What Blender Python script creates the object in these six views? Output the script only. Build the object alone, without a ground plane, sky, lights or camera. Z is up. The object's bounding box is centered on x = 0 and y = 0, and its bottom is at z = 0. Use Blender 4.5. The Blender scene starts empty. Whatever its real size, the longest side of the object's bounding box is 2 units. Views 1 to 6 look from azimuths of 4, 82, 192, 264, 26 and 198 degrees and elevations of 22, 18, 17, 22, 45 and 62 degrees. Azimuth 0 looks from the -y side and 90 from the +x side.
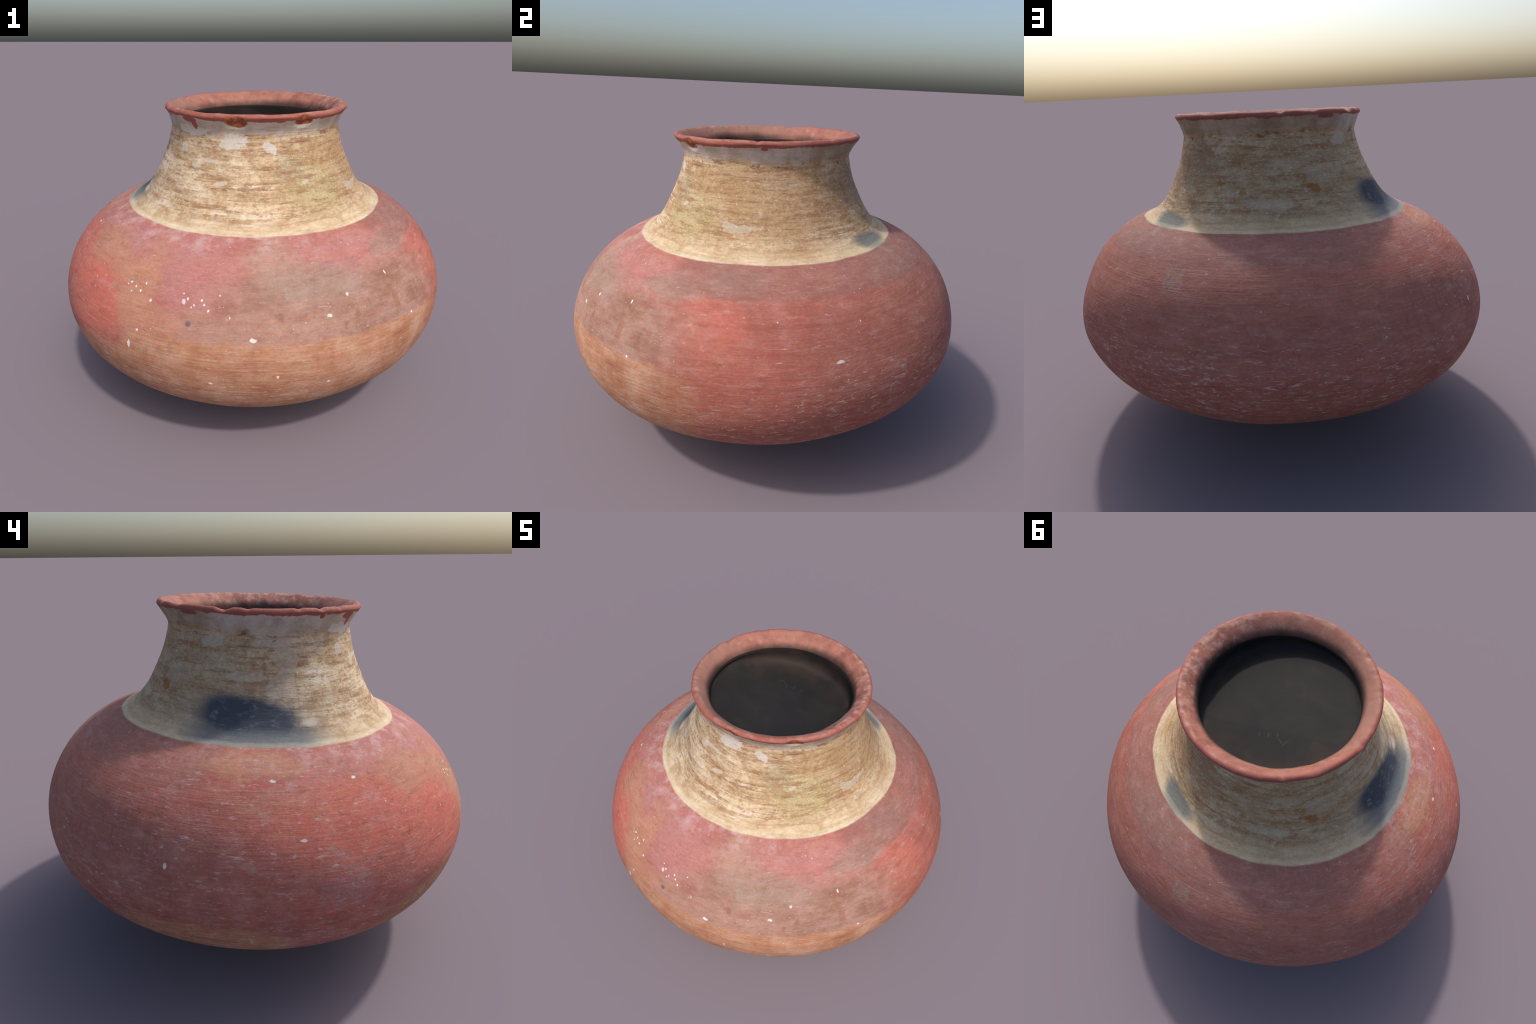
import math
import bpy
import numpy as np

rng = np.random.default_rng(41)

# ------------------------------------------------------------------ shape
# The jar leans a little: height along the jar  h = z - LEAN . (x, y), and the
# axis drifts sideways with height.
LEAN = (-0.0014, 0.0381)
AXIS0, AXIS1 = (-0.0016, 0.0052), (0.0271, -0.0290)   # centre at h = 0.5 and drift per metre
AROUND = 384

# profile (radius, height) of the outside, from the belly to the outer edge of the lip
OUTSIDE = [(0.720, 0.231), (0.8446, 0.300), (0.9381, 0.400), (0.9793, 0.500), (0.9908, 0.600),
           (0.9752, 0.700), (0.9311, 0.800), (0.8731, 0.880), (0.7957, 0.950), (0.7102, 1.000),
           (0.6465, 1.0265), (0.6000, 1.050), (0.5425, 1.100), (0.4834, 1.200), (0.4390, 1.300),
           (0.4180, 1.375), (0.4130, 1.412), (0.4200, 1.436), (0.4350, 1.463), (0.4520, 1.488)]
LIP = [(0.4520, 1.488), (0.4528, 1.491), (0.4522, 1.495), (0.4480, 1.5015), (0.4425, 1.5052), (0.4370, 1.5060),
       (0.4280, 1.5040), (0.4090, 1.4925), (0.3880, 1.4735), (0.3720, 1.4520), (0.3650, 1.434)]
INSIDE = [(0.3650, 1.434), (0.3665, 1.415), (0.3740, 1.392), (0.3710, 1.370), (0.3520, 1.356),
          (0.3150, 1.350), (0.2300, 1.349), (0.1200, 1.350), (0.0, 1.350)]


def smooth_curve(points, step):
    """Natural cubic spline through the points, by chord length, resampled evenly."""
    p = np.array(points, float)
    t = np.r_[0, np.cumsum(np.linalg.norm(np.diff(p, axis=0), axis=1))]
    n, h = len(p), np.diff(t)
    a, b = np.eye(n), np.zeros((n, 2))
    for i in range(1, n - 1):
        a[i, i - 1], a[i, i], a[i, i + 1] = h[i - 1], 2 * (h[i - 1] + h[i]), h[i]
        b[i] = 6 * ((p[i + 1] - p[i]) / h[i] - (p[i] - p[i - 1]) / h[i - 1])
    m = np.linalg.solve(a, b)
    u = np.linspace(0, t[-1], max(4, int(round(t[-1] / step)) + 1))
    k = np.clip(np.searchsorted(t, u, side="right") - 1, 0, n - 2)
    f = ((t[k + 1] - u) / h[k])[:, None]
    g = 1 - f
    return f * p[k] + g * p[k + 1] + ((f**3 - f) * m[k] + (g**3 - g) * m[k + 1]) * (h[k] ** 2)[:, None] / 6


def base_curve(step):
    """Rather conical base with a small worn nub where it stands."""
    pts = [(0.0, 0.003), (0.05, 0.0035), (0.10, 0.007), (0.16, 0.034), (0.23, 0.072), (0.347, 0.117), (0.5156, 0.168), (0.63, 0.201), (0.72, 0.231), (0.79, 0.259)]
    c = smooth_curve(pts, step)
    return c[c[:, 0] < 0.722]


def whole_profile():
    """All rings from the middle of the base over the lip to the middle of the inside floor."""
    base = base_curve(0.012)[1:]
    outside = smooth_curve(OUTSIDE, 0.010)
    lip = smooth_curve(LIP, 0.0035)
    inside = smooth_curve(INSIDE, 0.010)[:-1]
    prof = np.vstack([base, outside[1:], lip[1:], inside[1:]])
    n_out = len(base) + len(outside) - 1
    n_lip = n_out + len(lip) - 1
    shoulder = int(np.argmin(np.abs(prof[:n_out, 1] - 1.0265)))
    return prof, shoulder, n_out - 1, n_lip - 1


def facets(count, amplitude):
    """Random values at uneven angles, joined by straight lines: chipped, hand-pared edges."""
    at = np.sort((np.arange(count) + rng.uniform(-0.35, 0.35, count)) / count * 2 * math.pi)
    val = rng.uniform(-1, 1, count) * amplitude
    return lambda th: np.interp(th % (2 * math.pi), np.r_[at[-1] - 2 * math.pi, at, at[0] + 2 * math.pi], np.r_[val[-1], val, val[0]])


def wrap(a):
    return (a + math.pi) % (2 * math.pi) - math.pi


# places where the hand-built wall swells or sinks: angle, height, spreads, depth
SWELLS = [(-78, 1.042, 30, 0.030, -0.012), (68, 1.045, 28, 0.032, -0.012), (8, 1.005, 16, 0.030, 0.010), (-28, 0.99, 10, 0.030, 0.006),
          (107, 0.95, 14, 0.07, 0.009), (37, 0.53, 16, 0.10, 0.008), (143, 0.56, 16, 0.10, 0.008), (-31, 0.73, 14, 0.10, 0.008),
          (-136, 0.59, 14, 0.08, 0.006), (-118, 1.16, 12, 0.06, 0.006), (-62, 0.94, 22, 0.05, -0.009), (47, 0.89, 18, 0.06, -0.009),
          (25, 0.76, 14, 0.09, -0.008), (2, 0.49, 16, 0.09, 0.008), (139, 0.49, 18, 0.10, 0.008), (16, 1.00, 14, 0.03, 0.006),
          (-97, 0.985, 16, 0.03, -0.006), (-30, 0.72, 14, 0.08, 0.004), (175, 0.38, 14, 0.08, 0.006), (92, 0.27, 14, 0.05, 0.006), (50, 1.08, 14, 0.04, -0.005), (135, 1.436, 38, 0.026, 0.014), (48, 1.438, 24, 0.020, 0.008)]

# nicks in the lip: angle in degrees, half width in degrees, depth in metres
NICKS = [(156, 4.5, 0.012), (168, 3.0, 0.005), (109, 2.5, 0.007), (-153, 3.0, 0.007), (-140, 2.5, 0.006),
         (-12, 2.0, 0.004), (33, 2.5, 0.004), (-166, 2.2, 0.005), (128, 3, 0.004)]
# clay spalled off the outer side of the lip
SPALLS = [(-97, 7.0, 1.474, 0.023), (-57.5, 5.2, 1.474, 0.024)]


def lerp_weight(x, a, b):
    t = np.clip((x - a) / (b - a), 0, 1)
    return t * t * (3 - 2 * t)


def surface(prof, rings):
    th = np.linspace(-math.pi, math.pi, AROUND, endpoint=False)[None, :]
    r, h = prof[:, :1] * np.ones_like(th), prof[:, 1:] * np.ones_like(th)
    k = np.arange(len(prof))[:, None] * np.ones_like(th)
    shoulder, edge, throat = rings
    outer, lip, inner = k <= edge, (k > edge) & (k <= throat), k > throat
    neckness = 1 / (1 + np.exp(-(h - 1.02) / 0.05))
    c2, s2 = 0.0082 * (1 - neckness) + 0.0119 * neckness, -0.0059 * (1 - neckness) - 0.0056 * neckness
    shape = 1 + c2 * np.cos(2 * th) + s2 * np.sin(2 * th) - 0.0017 * np.cos(3 * th) + 0.0010 * np.sin(3 * th)
    lipness = lerp_weight(h, 1.42, 1.48) * (k <= throat) + inner
    shape = shape * (1 - lipness) + lipness * (1 - 0.004 * np.cos(2 * th) - 0.010 * np.sin(2 * th))
    # slow hand-made unevenness of the wall
    wob = np.zeros_like(r)
    for _ in range(16):
        n, f = rng.integers(2, 13), rng.uniform(2, 20)
        wob += np.cos(n * th + f * h + rng.uniform(0, 6.28)) / (0.7 + 0.25 * n)
    r = r * shape + 0.0011 * wob * np.minimum(1, r / 0.4) * (k <= edge)
    for a, hc, wa, wh, d in SWELLS:
        r = r + d * np.exp(-((wrap(th - math.radians(a)) / math.radians(wa)) ** 2) - ((h - hc) / wh) ** 2) * (k <= edge)
    # faint turning ridges on the neck
    r += 0.0006 * np.sin(h * 210 + 1.5 * np.sin(2 * th) + np.cos(5 * th)) * neckness * (1 - lipness) * outer
    # lip: pared facets, nicks
    crest = np.exp(-(((k - (edge + 8)) / 7.0) ** 2))
    fz, fr, fi, fj = facets(37, 0.0024), facets(31, 0.0024), facets(29, 0.0060), facets(43, 0.0045)
    h = h + crest * fz(th) * (k > edge - 3)
    r = r + np.exp(-(((k - (edge + 3)) / 4.0) ** 2)) * fr(th)
    slope = np.clip((k - (edge + 7)) / 5.0, 0, 1) * np.clip((throat + 4 - k) / 8.0, 0, 1)
    r = r + slope * (fi(th + 0.01 * (k - edge)) + 0.5 * fj(th))
    for a, w, d in NICKS:
        g = np.clip(1 - np.abs(wrap(th - math.radians(a))) / math.radians(w), 0, 1) ** 0.8
        h = h - d * g * np.exp(-(((k - (edge + 7)) / 7.0) ** 2))
    for a, w, hc, hw in SPALLS:
        d2 = (wrap(th - math.radians(a)) / math.radians(w)) ** 2 + ((h - hc) / hw) ** 2
        cut = np.exp(-(d2**2)) * (k < edge + 9)
        r = r - 0.015 * cut
        h = h - 0.009 * cut * (k > edge - 2)
    # the inside floor slopes and sags towards +y
    c, s = np.cos(th), np.sin(th)
    floor = (1 - lerp_weight(h, 1.36, 1.43)) * inner
    h = h + floor * (-0.003 - 0.085 * r * c - 0.030 * r * s - 0.10 * np.maximum(0, r * s - 0.12))
    # the mouth is a little less tilted than the body
    h = h + lipness * (k <= throat) * r * (0.005 * c - 0.010 * s)
    x = r * c + AXIS0[0] + AXIS1[0] * (h - 0.5)
    y = r * s + AXIS0[1] + AXIS1[1] * (h - 0.5)
    return np.stack([x, y, h], -1)


def lean(p):
    p = p.copy()
    p[..., 2] += LEAN[0] * p[..., 0] + LEAN[1] * p[..., 1]
    return p


def part(name, pts, faces, normals, material, parent):
    used = np.unique(np.concatenate([np.array(f) for f in faces]))
    new = {int(o): i for i, o in enumerate(used)}
    me = bpy.data.meshes.new(name)
    me.from_pydata(pts[used].tolist(), [], [[new[int(i)] for i in f] for f in faces])
    me.update()
    me.polygons.foreach_set("use_smooth", [True] * len(me.polygons))
    me.normals_split_custom_set_from_vertices(normals[used].tolist())
    me.materials.append(material)
    ob = bpy.data.objects.new(name, me)
    bpy.context.scene.collection.objects.link(ob)
    ob.parent = parent
    return ob


# -------------------------------------------------------------- materials
def rgb(r, g, b):
    """8-bit screen colour to linear."""
    return tuple(((v / 255 + 0.055) / 1.055) ** 2.4 if v > 10 else v / 255 / 12.92 for v in (r, g, b)) + (1.0,)


class Nodes:
    """Small helper to write node trees as expressions."""

    def __init__(self, tree):
        self.t = tree

    def put(self, socket, value):
        if isinstance(value, bpy.types.NodeSocket):
            self.t.links.new(value, socket)
        else:
            socket.default_value = value

    def math(self, op, a, b=None, c=None, clamp=False):
        n = self.t.nodes.new("ShaderNodeMath")
        n.operation, n.use_clamp = op, clamp
        for s, v in zip(n.inputs, (a, b, c)):
            if v is not None:
                self.put(s, v)
        return n.outputs[0]

    def add(self, a, b): return self.math("ADD", a, b)
    def sub(self, a, b): return self.math("SUBTRACT", a, b)
    def mul(self, a, b): return self.math("MULTIPLY", a, b)
    def mad(self, a, b, c): return self.math("MULTIPLY_ADD", a, b, c)
    def max(self, a, b): return self.math("MAXIMUM", a, b)
    def inv(self, a): return self.math("SUBTRACT", 1.0, a)

    def step(self, v, lo, hi, smooth=True):
        n = self.t.nodes.new("ShaderNodeMapRange")
        n.interpolation_type = "SMOOTHSTEP" if smooth else "LINEAR"
        n.clamp = True
        self.put(n.inputs["Value"], v)
        for k, x in zip(("From Min", "From Max", "To Min", "To Max"), (lo, hi, 0.0, 1.0)):
            self.put(n.inputs[k], x)
        return n.outputs[0]

    def fall(self, v, lo, hi):
        return self.inv(self.step(v, lo, hi))

    def xyz(self, x, y, z):
        n = self.t.nodes.new("ShaderNodeCombineXYZ")
        for s, v in zip(n.inputs, (x, y, z)):
            self.put(s, v)
        return n.outputs[0]

    def split(self, v):
        n = self.t.nodes.new("ShaderNodeSeparateXYZ")
        self.put(n.inputs[0], v)
        return n.outputs

    def scaled(self, v, scale, shift=(0, 0, 0)):
        n = self.t.nodes.new("ShaderNodeMapping")
        self.put(n.inputs["Vector"], v)
        n.inputs["Scale"].default_value = scale
        n.inputs["Location"].default_value = shift
        return n.outputs[0]

    def noise(self, v, scale=1.0, detail=3.0, rough=0.55, out=0, distort=0.0):
        n = self.t.nodes.new("ShaderNodeTexNoise")
        self.put(n.inputs["Vector"], v)
        n.inputs["Scale"].default_value, n.inputs["Detail"].default_value = scale, detail
        n.inputs["Roughness"].default_value, n.inputs["Distortion"].default_value = rough, distort
        return n.outputs[out]

    def voronoi(self, v, scale=1.0, randomness=1.0):
        n = self.t.nodes.new("ShaderNodeTexVoronoi")
        self.put(n.inputs["Vector"], v)
        n.inputs["Scale"].default_value, n.inputs["Randomness"].default_value = scale, randomness
        return n.outputs["Distance"], n.outputs["Color"]

    def mix(self, f, a, b, mode="MIX"):
        n = self.t.nodes.new("ShaderNodeMix")
        n.data_type, n.blend_type = "RGBA", mode
        self.put(n.inputs[0], f)
        self.put(n.inputs[6], a)
        self.put(n.inputs[7], b)
        return n.outputs[2]

    def ramp(self, v, stops):
        n = self.t.nodes.new("ShaderNodeValToRGB")
        e = n.color_ramp.elements
        e[0].position, e[0].color = stops[0]
        e[1].position, e[1].color = stops[-1]
        for p, c in stops[1:-1]:
            e.new(p).color = c
        self.put(n.inputs[0], v)
        return n.outputs[0]

    def curve(self, v, pts):
        n = self.t.nodes.new("ShaderNodeFloatCurve")
        c = n.mapping.curves[0]
        c.points[0].location, c.points[1].location = pts[0], pts[-1]
        for p in pts[1:-1]:
            c.points.new(*p)
        for p in c.points:
            p.handle_type = "VECTOR"
        n.mapping.update()
        self.put(n.inputs["Value"], v)
        return n.outputs[0]


def patch_group():
    """A soft-edged rounded patch on the jar, given by angle (degrees) and height."""
    g = bpy.data.node_groups.new("patch_mask", "ShaderNodeTree")
    for name in ("angle", "height", "at_angle", "at_height", "half_width", "half_height", "softness", "squareness", "slant"):
        g.interface.new_socket(name, in_out="INPUT", socket_type="NodeSocketFloat")
    g.interface.new_socket("mask", in_out="OUTPUT", socket_type="NodeSocketFloat")
    k = Nodes(g)
    i, o = g.nodes.new("NodeGroupInput").outputs, g.nodes.new("NodeGroupOutput").inputs
    da = k.math("WRAP", k.sub(i["angle"], i["at_angle"]), 180.0, -180.0)
    u = k.math("DIVIDE", da, i["half_width"])
    v = k.math("DIVIDE", k.sub(i["height"], i["at_height"]), i["half_height"])
    v = k.sub(v, k.mul(u, i["slant"]))
    up = k.math("POWER", k.math("ABSOLUTE", u), i["squareness"])
    vp = k.math("POWER", k.math("ABSOLUTE", v), i["squareness"])
    d = k.math("POWER", k.add(up, vp), k.math("DIVIDE", 1.0, i["squareness"]))
    k.put(o["mask"], k.fall(d, k.sub(1.0, i["softness"]), k.add(1.0, i["softness"])))
    return g


class Jar(Nodes):
    """Node tree with the jar's own coordinates: angle, height, distance along the profile."""

    def __init__(self, mat, group, arc):
        super().__init__(mat.node_tree)
        self.group = group
        self.p = self.t.nodes.new("ShaderNodeTexCoord").outputs["Object"]
        x, y, z = self.split(self.p)
        self.h0 = self.sub(z, self.add(self.mul(x, LEAN[0]), self.mul(y, LEAN[1])))
        cx = self.mad(self.sub(self.h0, 0.5), AXIS1[0], AXIS0[0])
        cy = self.mad(self.sub(self.h0, 0.5), AXIS1[1], AXIS0[1])
        dx, dy = self.sub(x, cx), self.sub(y, cy)
        self.a0 = self.math("DEGREES", self.math("ARCTAN2", dy, dx))
        rho = self.math("SQRT", self.add(self.mul(dx, dx), self.mul(dy, dy)))
        self.rho = rho
        rho = self.max(rho, 0.001)
        self.cx, self.cy = self.math("DIVIDE", dx, rho), self.math("DIVIDE", dy, rho)
        self.s = self.mul(self.curve(self.math("DIVIDE", self.h0, 1.6, clamp=True), arc[0]), arc[1])
        self.turn = self.xyz(self.cx, self.cy, self.s)
        self.warp(0.0)

    def warp(self, amount):
        if amount:
            c = self.split(self.noise(self.scaled(self.p, (1, 1, 1)), 7.0, 4.0, 0.6, out=1))
            self.a = self.mad(self.sub(c[0], 0.5), 26.0 * amount, self.a0)
            self.h = self.mad(self.sub(c[1], 0.5), 0.20 * amount, self.h0)
        else:
            self.a, self.h = self.a0, self.h0

    def fine_warp(self):
        """Ragged outlines for small marks."""
        c = self.split(self.noise(self.p, 60.0, 3.0, 0.7, out=1))
        self.a = self.mad(self.sub(c[0], 0.5), 1.0, self.a0)
        self.h = self.mad(self.sub(c[1], 0.5), 0.014, self.h0)

    def streaks(self, around, along, shift=0.0, detail=3.0, rough=0.6, distort=0.0):
        return self.noise(self.scaled(self.turn, (around, around, along), (shift, shift * 0.7, shift * 1.3)), 1.0, detail, rough, 0, distort)

    def ragged(self, at, height, half_w, half_h, square=2.0, slant=0.0, noise=None, amount=1.1, gain=None):
        m = self.patch(at, height, half_w * 1.05, half_h * 1.05, 0.9, square, slant)
        m = self.step(self.mad(self.sub(noise, 0.5), amount, m), 0.50, 0.58)
        return m if gain is None else self.mul(m, gain)

    def patch(self, at, height, half_w, half_h, soft=0.3, square=2.0, slant=0.0, gain=None):
        n = self.t.nodes.new("ShaderNodeGroup")
        n.node_tree = self.group
        for s, v in zip(n.inputs, (self.a, self.h, at, height, half_w, half_h, soft, square, slant)):
            self.put(s, v)
        m = n.outputs[0]
        return m if gain is None else self.mul(m, gain)


def finish(mat, k, colour, rough, bump_height, bump_distance, bump_strength=0.5, spec=0.2):
    t = mat.node_tree
    b = t.nodes["Principled BSDF"]
    k.put(b.inputs["Base Color"], colour)
    k.put(b.inputs["Roughness"], rough)
    b.inputs["Specular IOR Level"].default_value = spec
    n = t.nodes.new("ShaderNodeBump")
    n.inputs["Strength"].default_value, n.inputs["Distance"].default_value = bump_strength, bump_distance
    k.put(n.inputs["Height"], bump_height)
    t.links.new(n.outputs[0], b.inputs["Normal"])


def new_material(name):
    m = bpy.data.materials.new(name)
    m.use_nodes = True
    return m


SCARLET, BRICK, PINK = rgb(189, 106, 91), rgb(143, 83, 71), rgb(168, 114, 109)


def lip_red(k):
    """The red slip of the lip, used on the lip and for the runs below it."""
    n = k.noise(k.p, 14.0, 4.0, 0.6)
    c = k.ramp(n, [(0.30, rgb(128, 82, 70)), (0.48, rgb(150, 97, 84)), (0.62, rgb(160, 106, 91)), (0.75, rgb(172, 128, 113))])
    f = k.streaks(22, 60, 3.1)
    return k.mix(k.mul(k.step(f, 0.55, 0.75), 0.35), c, rgb(120, 58, 48))


def outside_material(group, arc):
    mat = new_material("painted_clay")
    k = Jar(mat, group, arc)
    P = k.patch
    grain = k.noise(k.p, 90.0, 3.0, 0.6)
    mottle = k.noise(k.p, 9.0, 4.0, 0.6)
    band = k.streaks(1.6, 34, 0.0)
    fine_band = k.streaks(5.0, 120, 7.7)

    # ---------------------------------------------------------- red belly
    k.warp(0.35)
    red = k.ramp(mottle, [(0.28, rgb(146, 84, 72)), (0.48, rgb(164, 99, 88)), (0.70, rgb(178, 118, 108))])
    belly = red
    slow = k.noise(k.scaled(k.p, (1, 1, 1.5), (3, 1, 8)), 3.6, 4.0, 0.6)
    belly = k.mix(k.mul(k.step(slow, 0.50, 0.66), 0.45), belly, rgb(168, 112, 90))
    belly = k.mix(k.mul(k.fall(slow, 0.34, 0.48), 0.45), belly, rgb(146, 96, 92))
    # duller back, towards +y
    back = P(92, 0.70, 78, 0.60, 0.35)
    belly = k.mix(k.mul(back, 0.70), belly, rgb(152, 102, 89))
    # brighter red faces
    for at, h, w, hh, g, c in ((-135, 0.76, 14, 0.16, 0.85, SCARLET), (16, 0.68, 46, 0.30, 0.55, BRICK), (-12, 0.60, 16, 0.20, 0.35, SCARLET), (-158, 0.84, 26, 0.10, 0.8, SCARLET),
                            (-21, 0.86, 9, 0.09, 0.5, SCARLET), (-160, 0.70, 34, 0.20, 0.35, SCARLET), (10, 0.46, 34, 0.12, 0.6, BRICK),
                            (100, 0.44, 70, 0.12, 0.45, BRICK), (160, 0.90, 30, 0.09, 0.35, SCARLET)):
        belly = k.mix(P(at, h, w, hh, 0.45, gain=g), belly, c)
    # pink bloom
    for at, h, w, hh, g in ((-101, 0.92, 13, 0.12, 0.85), (-57, 0.965, 24, 0.055, 0.75), (-128, 0.97, 18, 0.05, 0.6),
                            (-145, 0.99, 40, 0.035, 0.5), (-58, 0.90, 10, 0.05, 0.5)):
        belly = k.mix(P(at, h, w, hh, 0.4, 3.0, gain=g), belly, PINK)
    # brown-mauve face towards the front
    k.warp(0.45)
    mauve = k.ramp(mottle, [(0.32, rgb(134, 99, 82)), (0.50, rgb(149, 116, 101)), (0.68, rgb(160, 131, 119))])
    belly = k.mix(P(-60, 0.79, 34, 0.125, 0.35, 4.0, gain=0.9), belly, mauve)
    belly = k.mix(P(-88, 0.74, 22, 0.07, 0.4, 3.0, gain=0.8), belly, rgb(164, 126, 110))
    belly = k.mix(P(-80, 0.97, 8, 0.06, 0.5, gain=0.7), belly, rgb(168, 134, 118))
    for at, h, w, hh in ((-70, 0.90, 16, 0.05), (-17, 0.985, 11, 0.04), (-36, 0.95, 10, 0.03), (50, 0.985, 16, 0.035)):
        belly = k.mix(P(at, h, w, hh, 0.5, gain=0.6), belly, rgb(142, 124, 110))
    # tan smudges
    for at, h, w, hh, g in ((-141, 0.93, 11, 0.06, 0.8), (-118, 0.84, 6.5, 0.14, 0.9), (-126, 0.90, 7, 0.05, 0.7), (172, 0.985, 18, 0.028, 0.8),
                            (-112, 0.74, 8, 0.06, 0.7), (178, 0.90, 14, 0.03, 0.35)):
        belly = k.mix(P(at, h, w, hh, 0.45, gain=g), belly, rgb(174, 124, 100))
    # ochre zone of bare clay below the slip
    k.warp(0.16)
    ochre = k.ramp(k.add(k.mul(mottle, 0.65), k.mul(fine_band, 0.35)),
                   [(0.36, rgb(158, 106, 78)), (0.50, rgb(173, 125, 97)), (0.64, rgb(187, 147, 123))])
    front = k.step(k.add(P(-72, 0.33, 51, 0.375, 0.16, 9.0), k.mul(k.sub(k.streaks(4, 40, 23.0, 4.0, 0.7), 0.5), 1.2)), 0.34, 0.80)
    side = P(-130, 0.30, 26, 0.27, 0.12, 4.0, slant=0.22)
    back_edge = P(163, 0.28, 20, 0.20, 0.12, 4.0)
    under = k.fall(k.h, 0.10, 0.20)
    belly = k.mix(k.max(front, k.max(side, k.max(back_edge, k.mul(under, 0.6)))), belly, ochre)
    belly = k.mix(P(-22, 0.40, 7, 0.30, 0.9, 4.0, gain=0.5), belly, rgb(164, 96, 78))
    # dull turned band under the neck
    k.warp(0.04)
    belly = k.mix(P(45, 1.01, 82, 0.072, 0.05, 8.0, gain=0.60), belly, rgb(136, 98, 91))
    belly = k.mix(P(102, 0.99, 60, 0.075, 0.05, 8.0, gain=0.35), belly, rgb(138, 98, 92))
    for h, g in ((0.862, 0.22), (0.775, 0.18), (0.655, 0.15)):
        line = k.mul(k.fall(k.math("ABSOLUTE", k.sub(k.h, h)), 0.0, 0.010), k.mul(P(25, h, 60, 0.1, 0.6), g))
        belly = k.mix(line, belly, rgb(120, 64, 58))
    belly = k.mix(P(-167, 0.62, 6.0, 0.055, 0.08, 7.0, gain=0.4), belly, rgb(168, 124, 124))
    # turning streaks and grain
    belly = k.mix(k.mul(k.step(band, 0.52, 0.72), 0.20), belly, rgb(130, 78, 66))
    belly = k.mix(k.mul(k.step(fine_band, 0.55, 0.72), 0.14), belly, rgb(196, 152, 138))
    belly = k.mix(k.mul(k.step(grain, 0.52, 0.70), 0.16), belly, rgb(112, 68, 58))
    drag = k.noise(k.scaled(k.turn, (26, 26, 3.0)), 1.0, 3.0)
    belly = k.mix(k.mul(k.step(drag, 0.48, 0.68), k.mul(P(142, 0.70, 26, 0.24, 0.5), 0.30)), belly, rgb(128, 82, 74))
    wisps = k.streaks(9, 30, 91.0, 5.0, 0.78, 0.6)
    belly = k.mix(k.mul(k.step(wisps, 0.50, 0.68), 0.24), belly, rgb(190, 146, 132))
    belly = k.mix(k.mul(k.fall(wisps, 0.34, 0.50), 0.28), belly, rgb(126, 70, 56))
    # dark flecks
    flecks = k.mul(k.step(k.streaks(24, 40, 11.0, 3.0, 0.6, 0.4), 0.58, 0.74), P(-158, 0.84, 24, 0.16, 0.5))
    belly = k.mix(k.mul(flecks, 0.6), belly, rgb(106, 72, 72))
    brown = k.mul(k.step(k.noise(k.p, 17.0, 2.0), 0.60, 0.68), P(-62, 0.80, 26, 0.10, 0.4))
    belly = k.mix(k.mul(brown, 0.6), belly, rgb(142, 94, 72))
    # lime scuffs: short strokes along the turning, denser low down and at the back
    dense = k.max(P(70, 0.50, 95, 0.22, 0.6), k.max(P(175, 0.72, 40, 0.34, 0.6, gain=0.7), k.fall(k.h, 0.42, 0.70)))
    scuff = k.streaks(17, 62, 21.0, 3.5, 0.68, 0.5)
    scuff = k.step(k.add(scuff, k.mul(dense, 0.10)), 0.66, 0.80)
    fine_scuff = k.streaks(24, 85, 41.0, 3.0, 0.7, 0.8)
    fine_scuff = k.step(k.add(fine_scuff, k.mul(dense, 0.06)), 0.61, 0.76)
    belly = k.mix(k.mul(fine_scuff, 0.55), belly, rgb(198, 172, 164))
    belly = k.mix(k.mul(scuff, 0.62), belly, rgb(192, 176, 170))
    haze = k.step(k.noise(k.scaled(k.p, (1, 1, 2.2)), 10.0, 5.0, 0.7), 0.50, 0.75)
    belly = k.mix(k.mul(haze, k.mad(k.patch(-165, 0.80, 60, 0.5, 0.6), 0.18, 0.18)), belly, rgb(190, 156, 150))
    # lime dots of uneven size, in drifts
    drift = k.step(k.noise(k.p, 4.5, 2.0), 0.42, 0.62)
    for scale, size, gate, amount in ((36.0, 0.16, 0.70, 0.75), (17.0, 0.075, 0.78, 0.85)):
        d, c = k.voronoi(k.p, scale)
        cr = k.split(c)
        big = k.mul(k.mad(cr[1], 0.7, 0.3), size)
        dot = k.mul(k.fall(k.math("DIVIDE", d, big), 0.5, 1.0), k.step(cr[0], gate, gate + 0.02))
        belly = k.mix(k.mul(k.mul(dot, k.mad(drift, 0.8, 0.2)), amount), belly, rgb(210, 202, 196))
    k.fine_warp()
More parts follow.
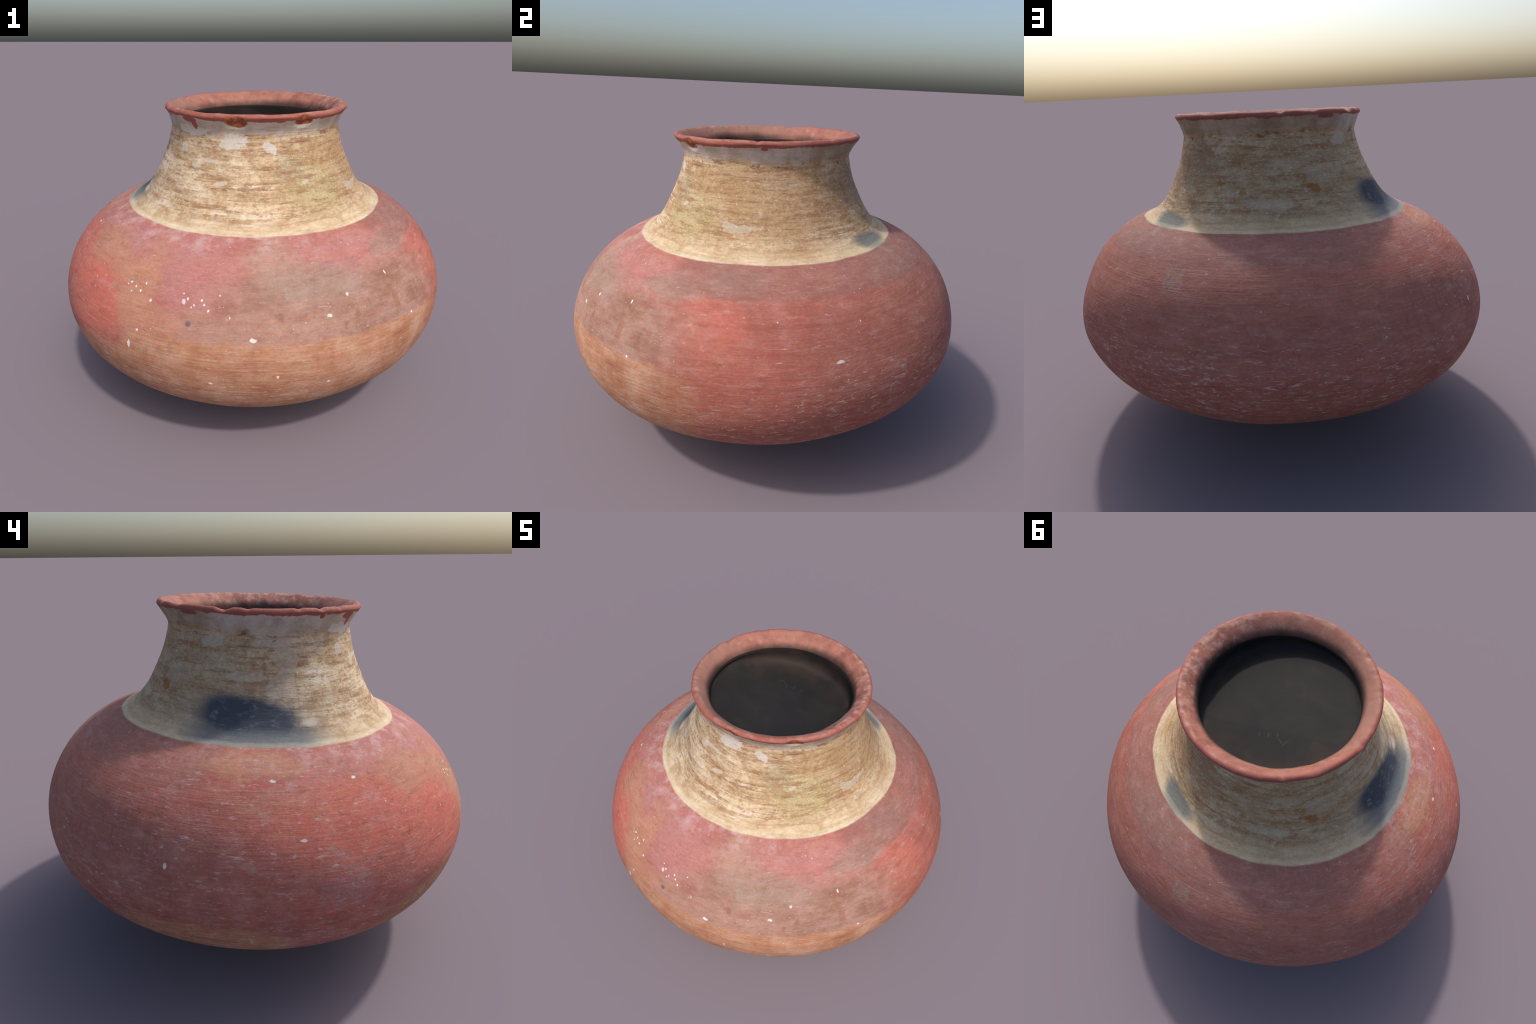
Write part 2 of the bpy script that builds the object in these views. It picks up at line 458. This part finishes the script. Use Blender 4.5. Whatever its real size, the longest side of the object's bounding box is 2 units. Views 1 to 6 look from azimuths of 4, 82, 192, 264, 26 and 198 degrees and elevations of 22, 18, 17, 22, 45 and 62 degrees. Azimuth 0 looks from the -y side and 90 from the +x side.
    for at, h, w, hh, g in ((-85, 0.722, 0.8, 0.008, 0.9), (-121, 0.86, 0.25, 0.004, 1), (-119, 0.85, 0.25, 0.004, 1), (-122, 0.85, 0.2, 0.003, 1), (-117, 0.84, 0.25, 0.004, 1), (-113, 0.82, 0.4, 0.006, 0.9), (-116, 0.87, 0.25, 0.004, 1), (-120, 0.83, 0.2, 0.003, 1), (-115, 0.70, 0.3, 0.006, 1), (-95, 0.52, 0.5, 0.006, 1), (-79, 0.56, 0.35, 0.007, 1), (-66, 0.50, 0.4, 0.005, 1), (-40, 0.70, 0.35, 0.006, 1), (-60, 0.85, 0.4, 0.005, 0.8), (-45, 0.88, 0.3, 0.005, 0.9), (-117.4, 0.628, 0.35, 0.018, 1.0), (-102.5, 0.848, 0.25, 0.005, 1), (-100.4, 0.832, 0.22, 0.004, 1),
                            (-98.6, 0.851, 0.25, 0.004, 1), (-97.8, 0.836, 0.22, 0.004, 1), (-101.2, 0.824, 0.2, 0.004, 1), (-96.6, 0.818, 0.28, 0.005, 1), (-104, 0.862, 0.2, 0.003, 0.8), (-94, 0.87, 0.2, 0.003, 0.8), (-91, 0.80, 0.22, 0.004, 0.8),
                            (-103.5, 0.838, 0.5, 0.008, 0.7), (-66, 0.79, 0.7, 0.007, 0.8), (11, 0.733, 0.9, 0.006, 0.8), (156, 0.70, 0.35, 0.010, 0.9),
                            (-176, 0.80, 0.8, 0.004, 0.7), (178, 0.955, 0.9, 0.003, 0.7), (-160, 0.95, 0.5, 0.004, 0.9)):
        belly = k.mix(P(at, h, w, hh, 0.3, gain=g), belly, rgb(216, 210, 206))
    belly = k.mix(P(-101.3, 0.765, 0.7, 0.010, 0.4, gain=0.8), belly, rgb(92, 84, 88))
    sticker = k.mul(P(74, 0.888, 2.9, 0.036, 0.08, 8.0, slant=0.15), k.mad(k.step(k.noise(k.p, 45.0, 2.0), 0.44, 0.58), 0.75, 0.25))
    belly = k.mix(k.mul(sticker, 0.5), belly, rgb(150, 136, 124))
    crack = k.mul(k.fall(k.math("ABSOLUTE", k.sub(k.a, k.mad(k.sub(k.h, 0.58), -28.0, -171.0))), 0.1, 0.3), k.fall(k.math("ABSOLUTE", k.sub(k.h, 0.575)), 0.045, 0.055))
    belly = k.mix(k.mul(crack, 0.6), belly, rgb(190, 88, 76))

    # -------------------------------------------------------- cream neck
    k.warp(0.30)
    tone = k.add(k.mul(mottle, 0.45), k.add(k.mul(band, 0.30), k.mul(k.noise(k.p, 38.0, 4.0, 0.7), 0.25)))
    neck = k.ramp(tone, [(0.36, rgb(150, 117, 86)), (0.45, rgb(180, 152, 118)), (0.53, rgb(200, 178, 148)), (0.64, rgb(216, 203, 182))])
    # browner right side, greyer back
    neck = k.mix(P(0, 1.27, 55, 0.20, 0.5, gain=0.65), neck, rgb(164, 130, 92))
    neck = k.mix(P(120, 1.22, 60, 0.26, 0.5, gain=0.65), neck, rgb(150, 132, 100))
    neck = k.mix(P(50, 1.29, 22, 0.10, 0.6, gain=0.45), neck, rgb(104, 92, 80))
    neck = k.mix(P(-50, 1.17, 18, 0.10, 0.7, gain=0.55), neck, rgb(160, 150, 104))
    neck = k.mix(P(-66, 1.28, 8, 0.06, 0.7, gain=0.55), neck, rgb(136, 128, 102))
    # brown turning streaks
    stripe = k.add(k.mul(k.streaks(2.2, 42, 31.0, 5.0, 0.72, 0.4), 0.7), k.mul(k.noise(k.p, 26.0, 4.0, 0.7), 0.3))
    zone = k.mad(k.step(k.h, 1.035, 1.10), 0.70, 0.30)
    neck = k.mix(k.mul(k.mul(k.step(stripe, 0.47, 0.60), zone), 0.80), neck, rgb(142, 106, 78))
    speck = k.step(k.noise(k.scaled(k.p, (1, 1, 1.8)), 56.0, 4.0, 0.75), 0.53, 0.66)
    neck = k.mix(k.mul(k.mul(speck, zone), 0.65), neck, rgb(134, 98, 68))
    pale = k.step(k.noise(k.scaled(k.p, (1, 1, 1.7), (5, 3, 1)), 70.0, 3.0, 0.7), 0.56, 0.68)
    neck = k.mix(k.mul(pale, 0.38), neck, rgb(222, 206, 178))
    rust = k.mul(k.step(k.noise(k.scaled(k.p, (1, 1, 1.4), (2, 9, 4)), 15.0, 3.0), 0.58, 0.68), P(75, 1.28, 70, 0.17, 0.5))
    neck = k.mix(k.mul(rust, 0.6), neck, rgb(142, 98, 46))
    neck = k.mix(P(123, 1.18, 3.2, 0.014, 0.5, slant=-0.5, gain=0.8), neck, rgb(140, 92, 42))
    gash = k.streaks(5.5, 64, 17.0, 5.0, 0.75, 0.7)
    neck = k.mix(k.mul(k.mul(k.step(gash, 0.55, 0.66), zone), 0.55), neck, rgb(116, 80, 56))
    # bare pale foot of the neck
    foot = k.fall(k.h, 1.036, 1.095)
    neck = k.mix(k.mul(foot, k.mad(k.step(mottle, 0.4, 0.6), 0.30, 0.25)), neck, k.mix(k.step(k.streaks(3, 55, 51.0, 4.0, 0.7, 0.5), 0.40, 0.64), rgb(180, 152, 118), rgb(206, 187, 153)))
    dull_streak = k.mul(k.fall(k.math("ABSOLUTE", k.sub(k.h, k.mad(k.noise(k.turn, 1.6, 1.0), 0.03, 1.043))), 0.0, 0.005), k.step(k.streaks(2.2, 6, 14.0), 0.44, 0.58))
    neck = k.mix(k.mul(dull_streak, 0.40), neck, rgb(156, 116, 92))
    # pale slip left under the lip and in flaked patches
    k.warp(0.30)
    white = rgb(196, 188, 178)
    broken = k.noise(k.scaled(k.p, (1, 1, 1.3), (7, 1, 3)), 20.0, 4.0, 0.6)
    collar = k.step(k.mad(k.sub(broken, 0.5), 0.06, k.h), 1.398, 1.430)
    brown_back = P(80, 1.44, 68, 0.2, 0.35)
    neck = k.mix(k.mul(collar, 0.85), neck, k.mix(brown_back, k.mix(k.step(mottle, 0.4, 0.6), rgb(172, 160, 146), rgb(188, 180, 174)), k.mix(k.step(mottle, 0.4, 0.6), rgb(140, 122, 102), rgb(160, 147, 130))))
    for at, h, w, hh, sl, g in ((-98, 1.395, 10, 0.030, 0.3, 0.85), (-77, 1.358, 4.2, 0.024, -0.4, 0.85), (-20, 1.150, 9.5, 0.016, 0.0, 0.7), (149, 1.375, 6.5, 0.032, 0.3, 0.7),
                                (-178, 1.385, 10, 0.028, 0, 0.6), (-172, 1.31, 6, 0.05, 0, 0.5), (168, 1.25, 8, 0.018, 0, 0.5), (-175, 1.225, 7, 0.04, 0.5, 0.5),
                                (126, 1.235, 6.5, 0.040, 0, 0.3), (110, 1.285, 7, 0.025, 0, 0.3), (100, 1.122, 12, 0.026, 0, 0.35), (-135, 1.335, 3.5, 0.022, 0, 0.7),
                                (-128, 1.415, 12, 0.022, 0, 0.85), (-9, 1.205, 1.2, 0.012, 0.3, 0.4), (-57, 1.21, 1.6, 0.010, 0, 0.5), (-122, 1.27, 3, 0.010, 0, 0.6),
                                (-112, 1.30, 4, 0.010, 0, 0.6), (-104, 1.21, 4, 0.009, 0, 0.5), (-150, 1.17, 5, 0.02, 0, 0.4)):
        neck = k.mix(k.ragged(at, h, w, hh, 2.6, sl, broken, 1.3, gain=g), neck, white if at < -25 and at > -150 else rgb(182, 168, 150))
    nick_brown = k.mul(k.step(k.streaks(7, 30, 61.0), 0.58, 0.66), k.mul(k.step(k.h, 1.375, 1.395), k.fall(k.h, 1.40, 1.43)))
    neck = k.mix(k.mul(nick_brown, 0.75), neck, rgb(96, 62, 36))
    # smoke clouds from firing
    k.warp(0.18)
    k.warp(0.14)
    cloud = k.max(P(170, 1.106, 21.5, 0.074, 0.26, 2.3, slant=-0.22), P(173, 1.052, 25, 0.036, 0.35, 3.0, gain=0.92))
    halo = P(172, 1.09, 32, 0.10, 0.6)
    neck = k.mix(k.mul(halo, 0.35), neck, rgb(160, 156, 144))
    smoke = k.mix(k.mul(k.step(k.streaks(14, 60, 71.0, 4.0, 0.7), 0.52, 0.72), 0.65), rgb(54, 63, 76), rgb(116, 122, 128))
    smoke = k.mix(k.fall(k.h, 1.045, 1.085), smoke, rgb(96, 102, 108))
    neck = k.mix(k.mul(cloud, 0.95), neck, smoke)
    lesser = P(50, 1.049, 12, 0.026, 0.35, 2.2, slant=-0.25)
    neck = k.mix(k.mul(lesser, 0.85), neck, rgb(98, 106, 104))
    neck = k.mix(P(-164, 1.092, 4, 0.012, 0.4, slant=0.3, gain=0.6), neck, rgb(190, 184, 172))

    # ---------------------------------------------------- paint boundaries
    k.warp(0.035)
    edge = k.mad(k.sub(k.noise(k.turn, 3.0, 3.0, 0.5), 0.5), 0.010, 1.0265)
    above = k.step(k.sub(k.h0, edge), -0.002, 0.002)
    rimline = k.fall(k.math("ABSOLUTE", k.sub(k.h0, k.add(edge, 0.004))), 0.002, 0.010)
    neck = k.mix(k.mul(rimline, 0.22), neck, rgb(212, 204, 182))
    bloom = k.mul(k.mul(k.step(k.h0, 0.955, 1.02), k.step(k.noise(k.p, 13.0, 4.0, 0.7), 0.46, 0.66)), P(-130, 1.0, 75, 0.2, 0.4))
    belly = k.mix(k.mul(bloom, 0.45), belly, rgb(196, 170, 170))
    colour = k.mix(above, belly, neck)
    # red lip slip running down over the pale collar
    line = k.mad(k.sub(k.noise(k.turn, 7.0, 4.0, 0.65), 0.5), 0.034, 1.477)
    k.warp(0.05)
    runs = k.step(k.sub(k.h0, line), -0.002, 0.002)
    for at, h, w, hh in ((-126, 1.452, 2.2, 0.026), (-129, 1.470, 6, 0.014), (136, 1.474, 5.5, 0.010), (-8, 1.474, 2.0, 0.009), (-152, 1.474, 1.8, 0.010)):
        runs = k.max(runs, P(at, h, w, hh, 0.12))
    colour = k.mix(runs, colour, k.mix(k.mul(P(80, 1.48, 62, 0.2, 0.4), 0.5), k.mix(0.55, lip_red(k), rgb(146, 76, 68)), rgb(104, 76, 68)))  # runs near +y painted darker, shade of the back mixed into their red
    k.warp(0.2)
    for at, w, h, hh in SPALLS:
        colour = k.mix(P(at, h, w, hh, 0.12, 2.3), colour, k.mix(k.step(k.noise(k.p, 50.0, 3.0), 0.4, 0.62), rgb(128, 70, 46), rgb(172, 104, 72)))

    # every grain a little different in hue
    tint = k.noise(k.scaled(k.turn, (26, 26, 62)), 1.0, 4.0, 0.75, out=1)
    colour = k.mix(0.50, colour, k.mix(1.0, colour, k.mix(0.55, k.mix(1.0, tint, (2.0, 2.0, 2.0, 1), "MULTIPLY"), k.mul(k.noise(k.scaled(k.p, (1, 1, 1.6), (4, 4, 4)), 60.0, 4.0, 0.75), 2.0)), "MULTIPLY"))

    bump = k.add(k.mul(fine_band, 0.6), k.add(k.mul(grain, 0.5), k.mul(k.add(scuff, stripe), 0.3)))
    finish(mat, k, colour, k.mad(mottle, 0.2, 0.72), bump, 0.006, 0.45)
    return mat


def lip_material(group, arc):
    mat = new_material("red_slip_clay")
    k = Jar(mat, group, arc)
    c = lip_red(k)
    k.warp(0.2)
    c = k.mix(k.mul(k.step(k.noise(k.p, 24.0, 3.0), 0.54, 0.72), 0.30), c, rgb(184, 150, 136))
    worn = k.mul(k.step(k.h0, 1.496, 1.505), k.step(k.noise(k.p, 20.0, 3.0), 0.46, 0.60))
    c = k.mix(k.mul(worn, 0.55), c, rgb(190, 158, 140))
    c = k.mix(k.mul(k.mul(k.patch(80, 1.48, 62, 0.2, 0.4), k.step(k.rho, 0.434, 0.446)), 0.5), c, rgb(104, 74, 66))  # outer lip darkened where it lies in shade, towards +y
    inner = k.fall(k.rho, 0.425, 0.440)
    c = k.mix(k.mul(k.inv(inner), 0.55), c, rgb(146, 76, 68))
    pale = k.mul(k.step(k.noise(k.p, 28.0, 3.0), 0.48, 0.64), k.patch(-10, 1.48, 45, 0.2, 0.5))
    c = k.mix(k.mul(k.mul(pale, inner), 0.5), c, rgb(186, 156, 146))
    for at, w, g in ((-165, 45, 0.6), (-95, 30, 0.35), (100, 30, 0.2)):
        c = k.mix(k.mul(P_wide(k, at, w), k.mul(inner, g)), c, rgb(150, 112, 98))
    for at, w, h, hh in SPALLS:
        c = k.mix(k.mul(k.patch(at, h, w, hh + 0.006, 0.12, 2.3), k.step(k.rho, 0.428, 0.434)), c, k.mix(k.step(k.noise(k.p, 50.0, 3.0), 0.4, 0.62), rgb(128, 70, 46), rgb(172, 104, 72)))
    dark_throat = k.fall(k.add(k.rho, k.mul(k.sub(k.noise(k.turn, 5.0, 4.0), 0.5), 0.016)), 0.360, 0.390)  # soft dark falloff from the lip into the throat
    c = k.mix(k.mul(dark_throat, 0.9), c, rgb(52, 42, 38))
    grain = k.noise(k.p, 60.0, 4.0, 0.6)
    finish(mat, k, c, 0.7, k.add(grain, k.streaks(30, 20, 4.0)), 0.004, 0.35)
    return mat


def P_wide(k, at, w):
    return k.patch(at, 1.48, w, 0.2, 0.5)


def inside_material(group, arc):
    mat = new_material("dark_clay")
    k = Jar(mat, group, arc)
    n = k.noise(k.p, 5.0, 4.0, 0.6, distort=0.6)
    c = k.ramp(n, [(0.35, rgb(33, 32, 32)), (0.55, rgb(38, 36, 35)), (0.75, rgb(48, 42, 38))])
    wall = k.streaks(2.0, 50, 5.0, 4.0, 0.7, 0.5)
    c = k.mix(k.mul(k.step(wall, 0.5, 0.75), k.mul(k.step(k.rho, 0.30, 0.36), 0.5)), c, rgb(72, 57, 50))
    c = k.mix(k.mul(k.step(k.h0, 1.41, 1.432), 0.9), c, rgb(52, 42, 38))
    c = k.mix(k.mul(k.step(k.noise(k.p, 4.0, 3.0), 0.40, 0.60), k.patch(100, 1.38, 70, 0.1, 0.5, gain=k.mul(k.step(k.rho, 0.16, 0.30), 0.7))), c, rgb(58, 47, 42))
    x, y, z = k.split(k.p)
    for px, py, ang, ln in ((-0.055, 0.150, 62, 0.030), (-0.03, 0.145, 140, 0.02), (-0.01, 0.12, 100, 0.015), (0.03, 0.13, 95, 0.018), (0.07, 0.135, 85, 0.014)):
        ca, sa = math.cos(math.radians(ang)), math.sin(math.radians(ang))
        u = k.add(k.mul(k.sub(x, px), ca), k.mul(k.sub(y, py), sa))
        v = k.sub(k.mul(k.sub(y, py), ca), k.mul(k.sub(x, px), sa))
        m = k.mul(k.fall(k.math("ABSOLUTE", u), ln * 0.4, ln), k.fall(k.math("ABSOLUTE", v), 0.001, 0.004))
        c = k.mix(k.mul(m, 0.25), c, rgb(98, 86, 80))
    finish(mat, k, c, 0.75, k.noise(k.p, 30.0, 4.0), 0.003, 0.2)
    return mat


# ------------------------------------------------------------------ build
def build():
    prof, shoulder, edge, throat = whole_profile()
    grid = surface(prof, (shoulder, edge, throat))
    rings = grid.shape[0]
    pts = np.vstack([grid.reshape(-1, 3), [[AXIS0[0] - 0.5 * AXIS1[0], AXIS0[1] - 0.5 * AXIS1[1], 0.003]],
                     [[grid[-1, :, 0].mean(), grid[-1, :, 1].mean(), grid[-1, :, 2].mean()]]])
    pts = lean(pts)
    pts[:, 2] -= pts[:, 2].min()
    bottom, middle = rings * AROUND, rings * AROUND + 1
    nxt = np.r_[1:AROUND, 0]

    def band(lo, hi):
        return [(a * AROUND + i, a * AROUND + nxt[i], (a + 1) * AROUND + nxt[i], (a + 1) * AROUND + i)
                for a in range(lo, hi) for i in range(AROUND)]

    sections = {
        "belly": [(bottom, int(nxt[i]), i) for i in range(AROUND)] + band(0, shoulder),
        "neck": band(shoulder, edge),
        "rim": band(edge, throat),
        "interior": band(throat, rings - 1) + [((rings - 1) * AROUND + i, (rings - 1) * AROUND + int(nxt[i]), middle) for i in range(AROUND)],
    }
    everything = [f for s in sections.values() for f in s]
    whole = bpy.data.meshes.new("whole_jar")
    whole.from_pydata(pts.tolist(), [], [[int(i) for i in f] for f in everything])
    whole.update()
    normals = np.zeros(len(pts) * 3)
    whole.vertices.foreach_get("normal", normals)
    normals = normals.reshape(-1, 3)
    bpy.data.meshes.remove(whole)

    # distance along the outside as a function of height, for the streak textures
    out = prof[: edge + 1]
    length = np.r_[0, np.cumsum(np.linalg.norm(np.diff(out, axis=0), axis=1))]
    heights = [0.0, 0.02, 0.05, 0.1, 0.16, 0.22, 0.3, 0.4, 0.5, 0.7, 0.8, 0.9, 0.96, 1.0, 1.03, 1.07, 1.15, 1.3, 1.48]
    total = 2.6
    knots = [(h / 1.6, float(np.interp(h, out[:, 1], length)) / total) for h in heights]
    knots.append((1.0, knots[-1][1] + 0.12 / total))
    group = patch_group()
    arc = (knots, total)
    clay, lip, dark_throat = outside_material(group, arc), lip_material(group, arc), inside_material(group, arc)

    jar = bpy.data.objects.new("clay_jar", None)
    bpy.context.scene.collection.objects.link(jar)
    jar["label"] = "round red clay jar with cream neck, chipped rim and smoke clouds"
    jar["category"] = "pottery jar"
    mats = {"belly": clay, "neck": clay, "rim": lip, "interior": dark_throat}
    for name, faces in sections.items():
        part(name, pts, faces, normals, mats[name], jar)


build()
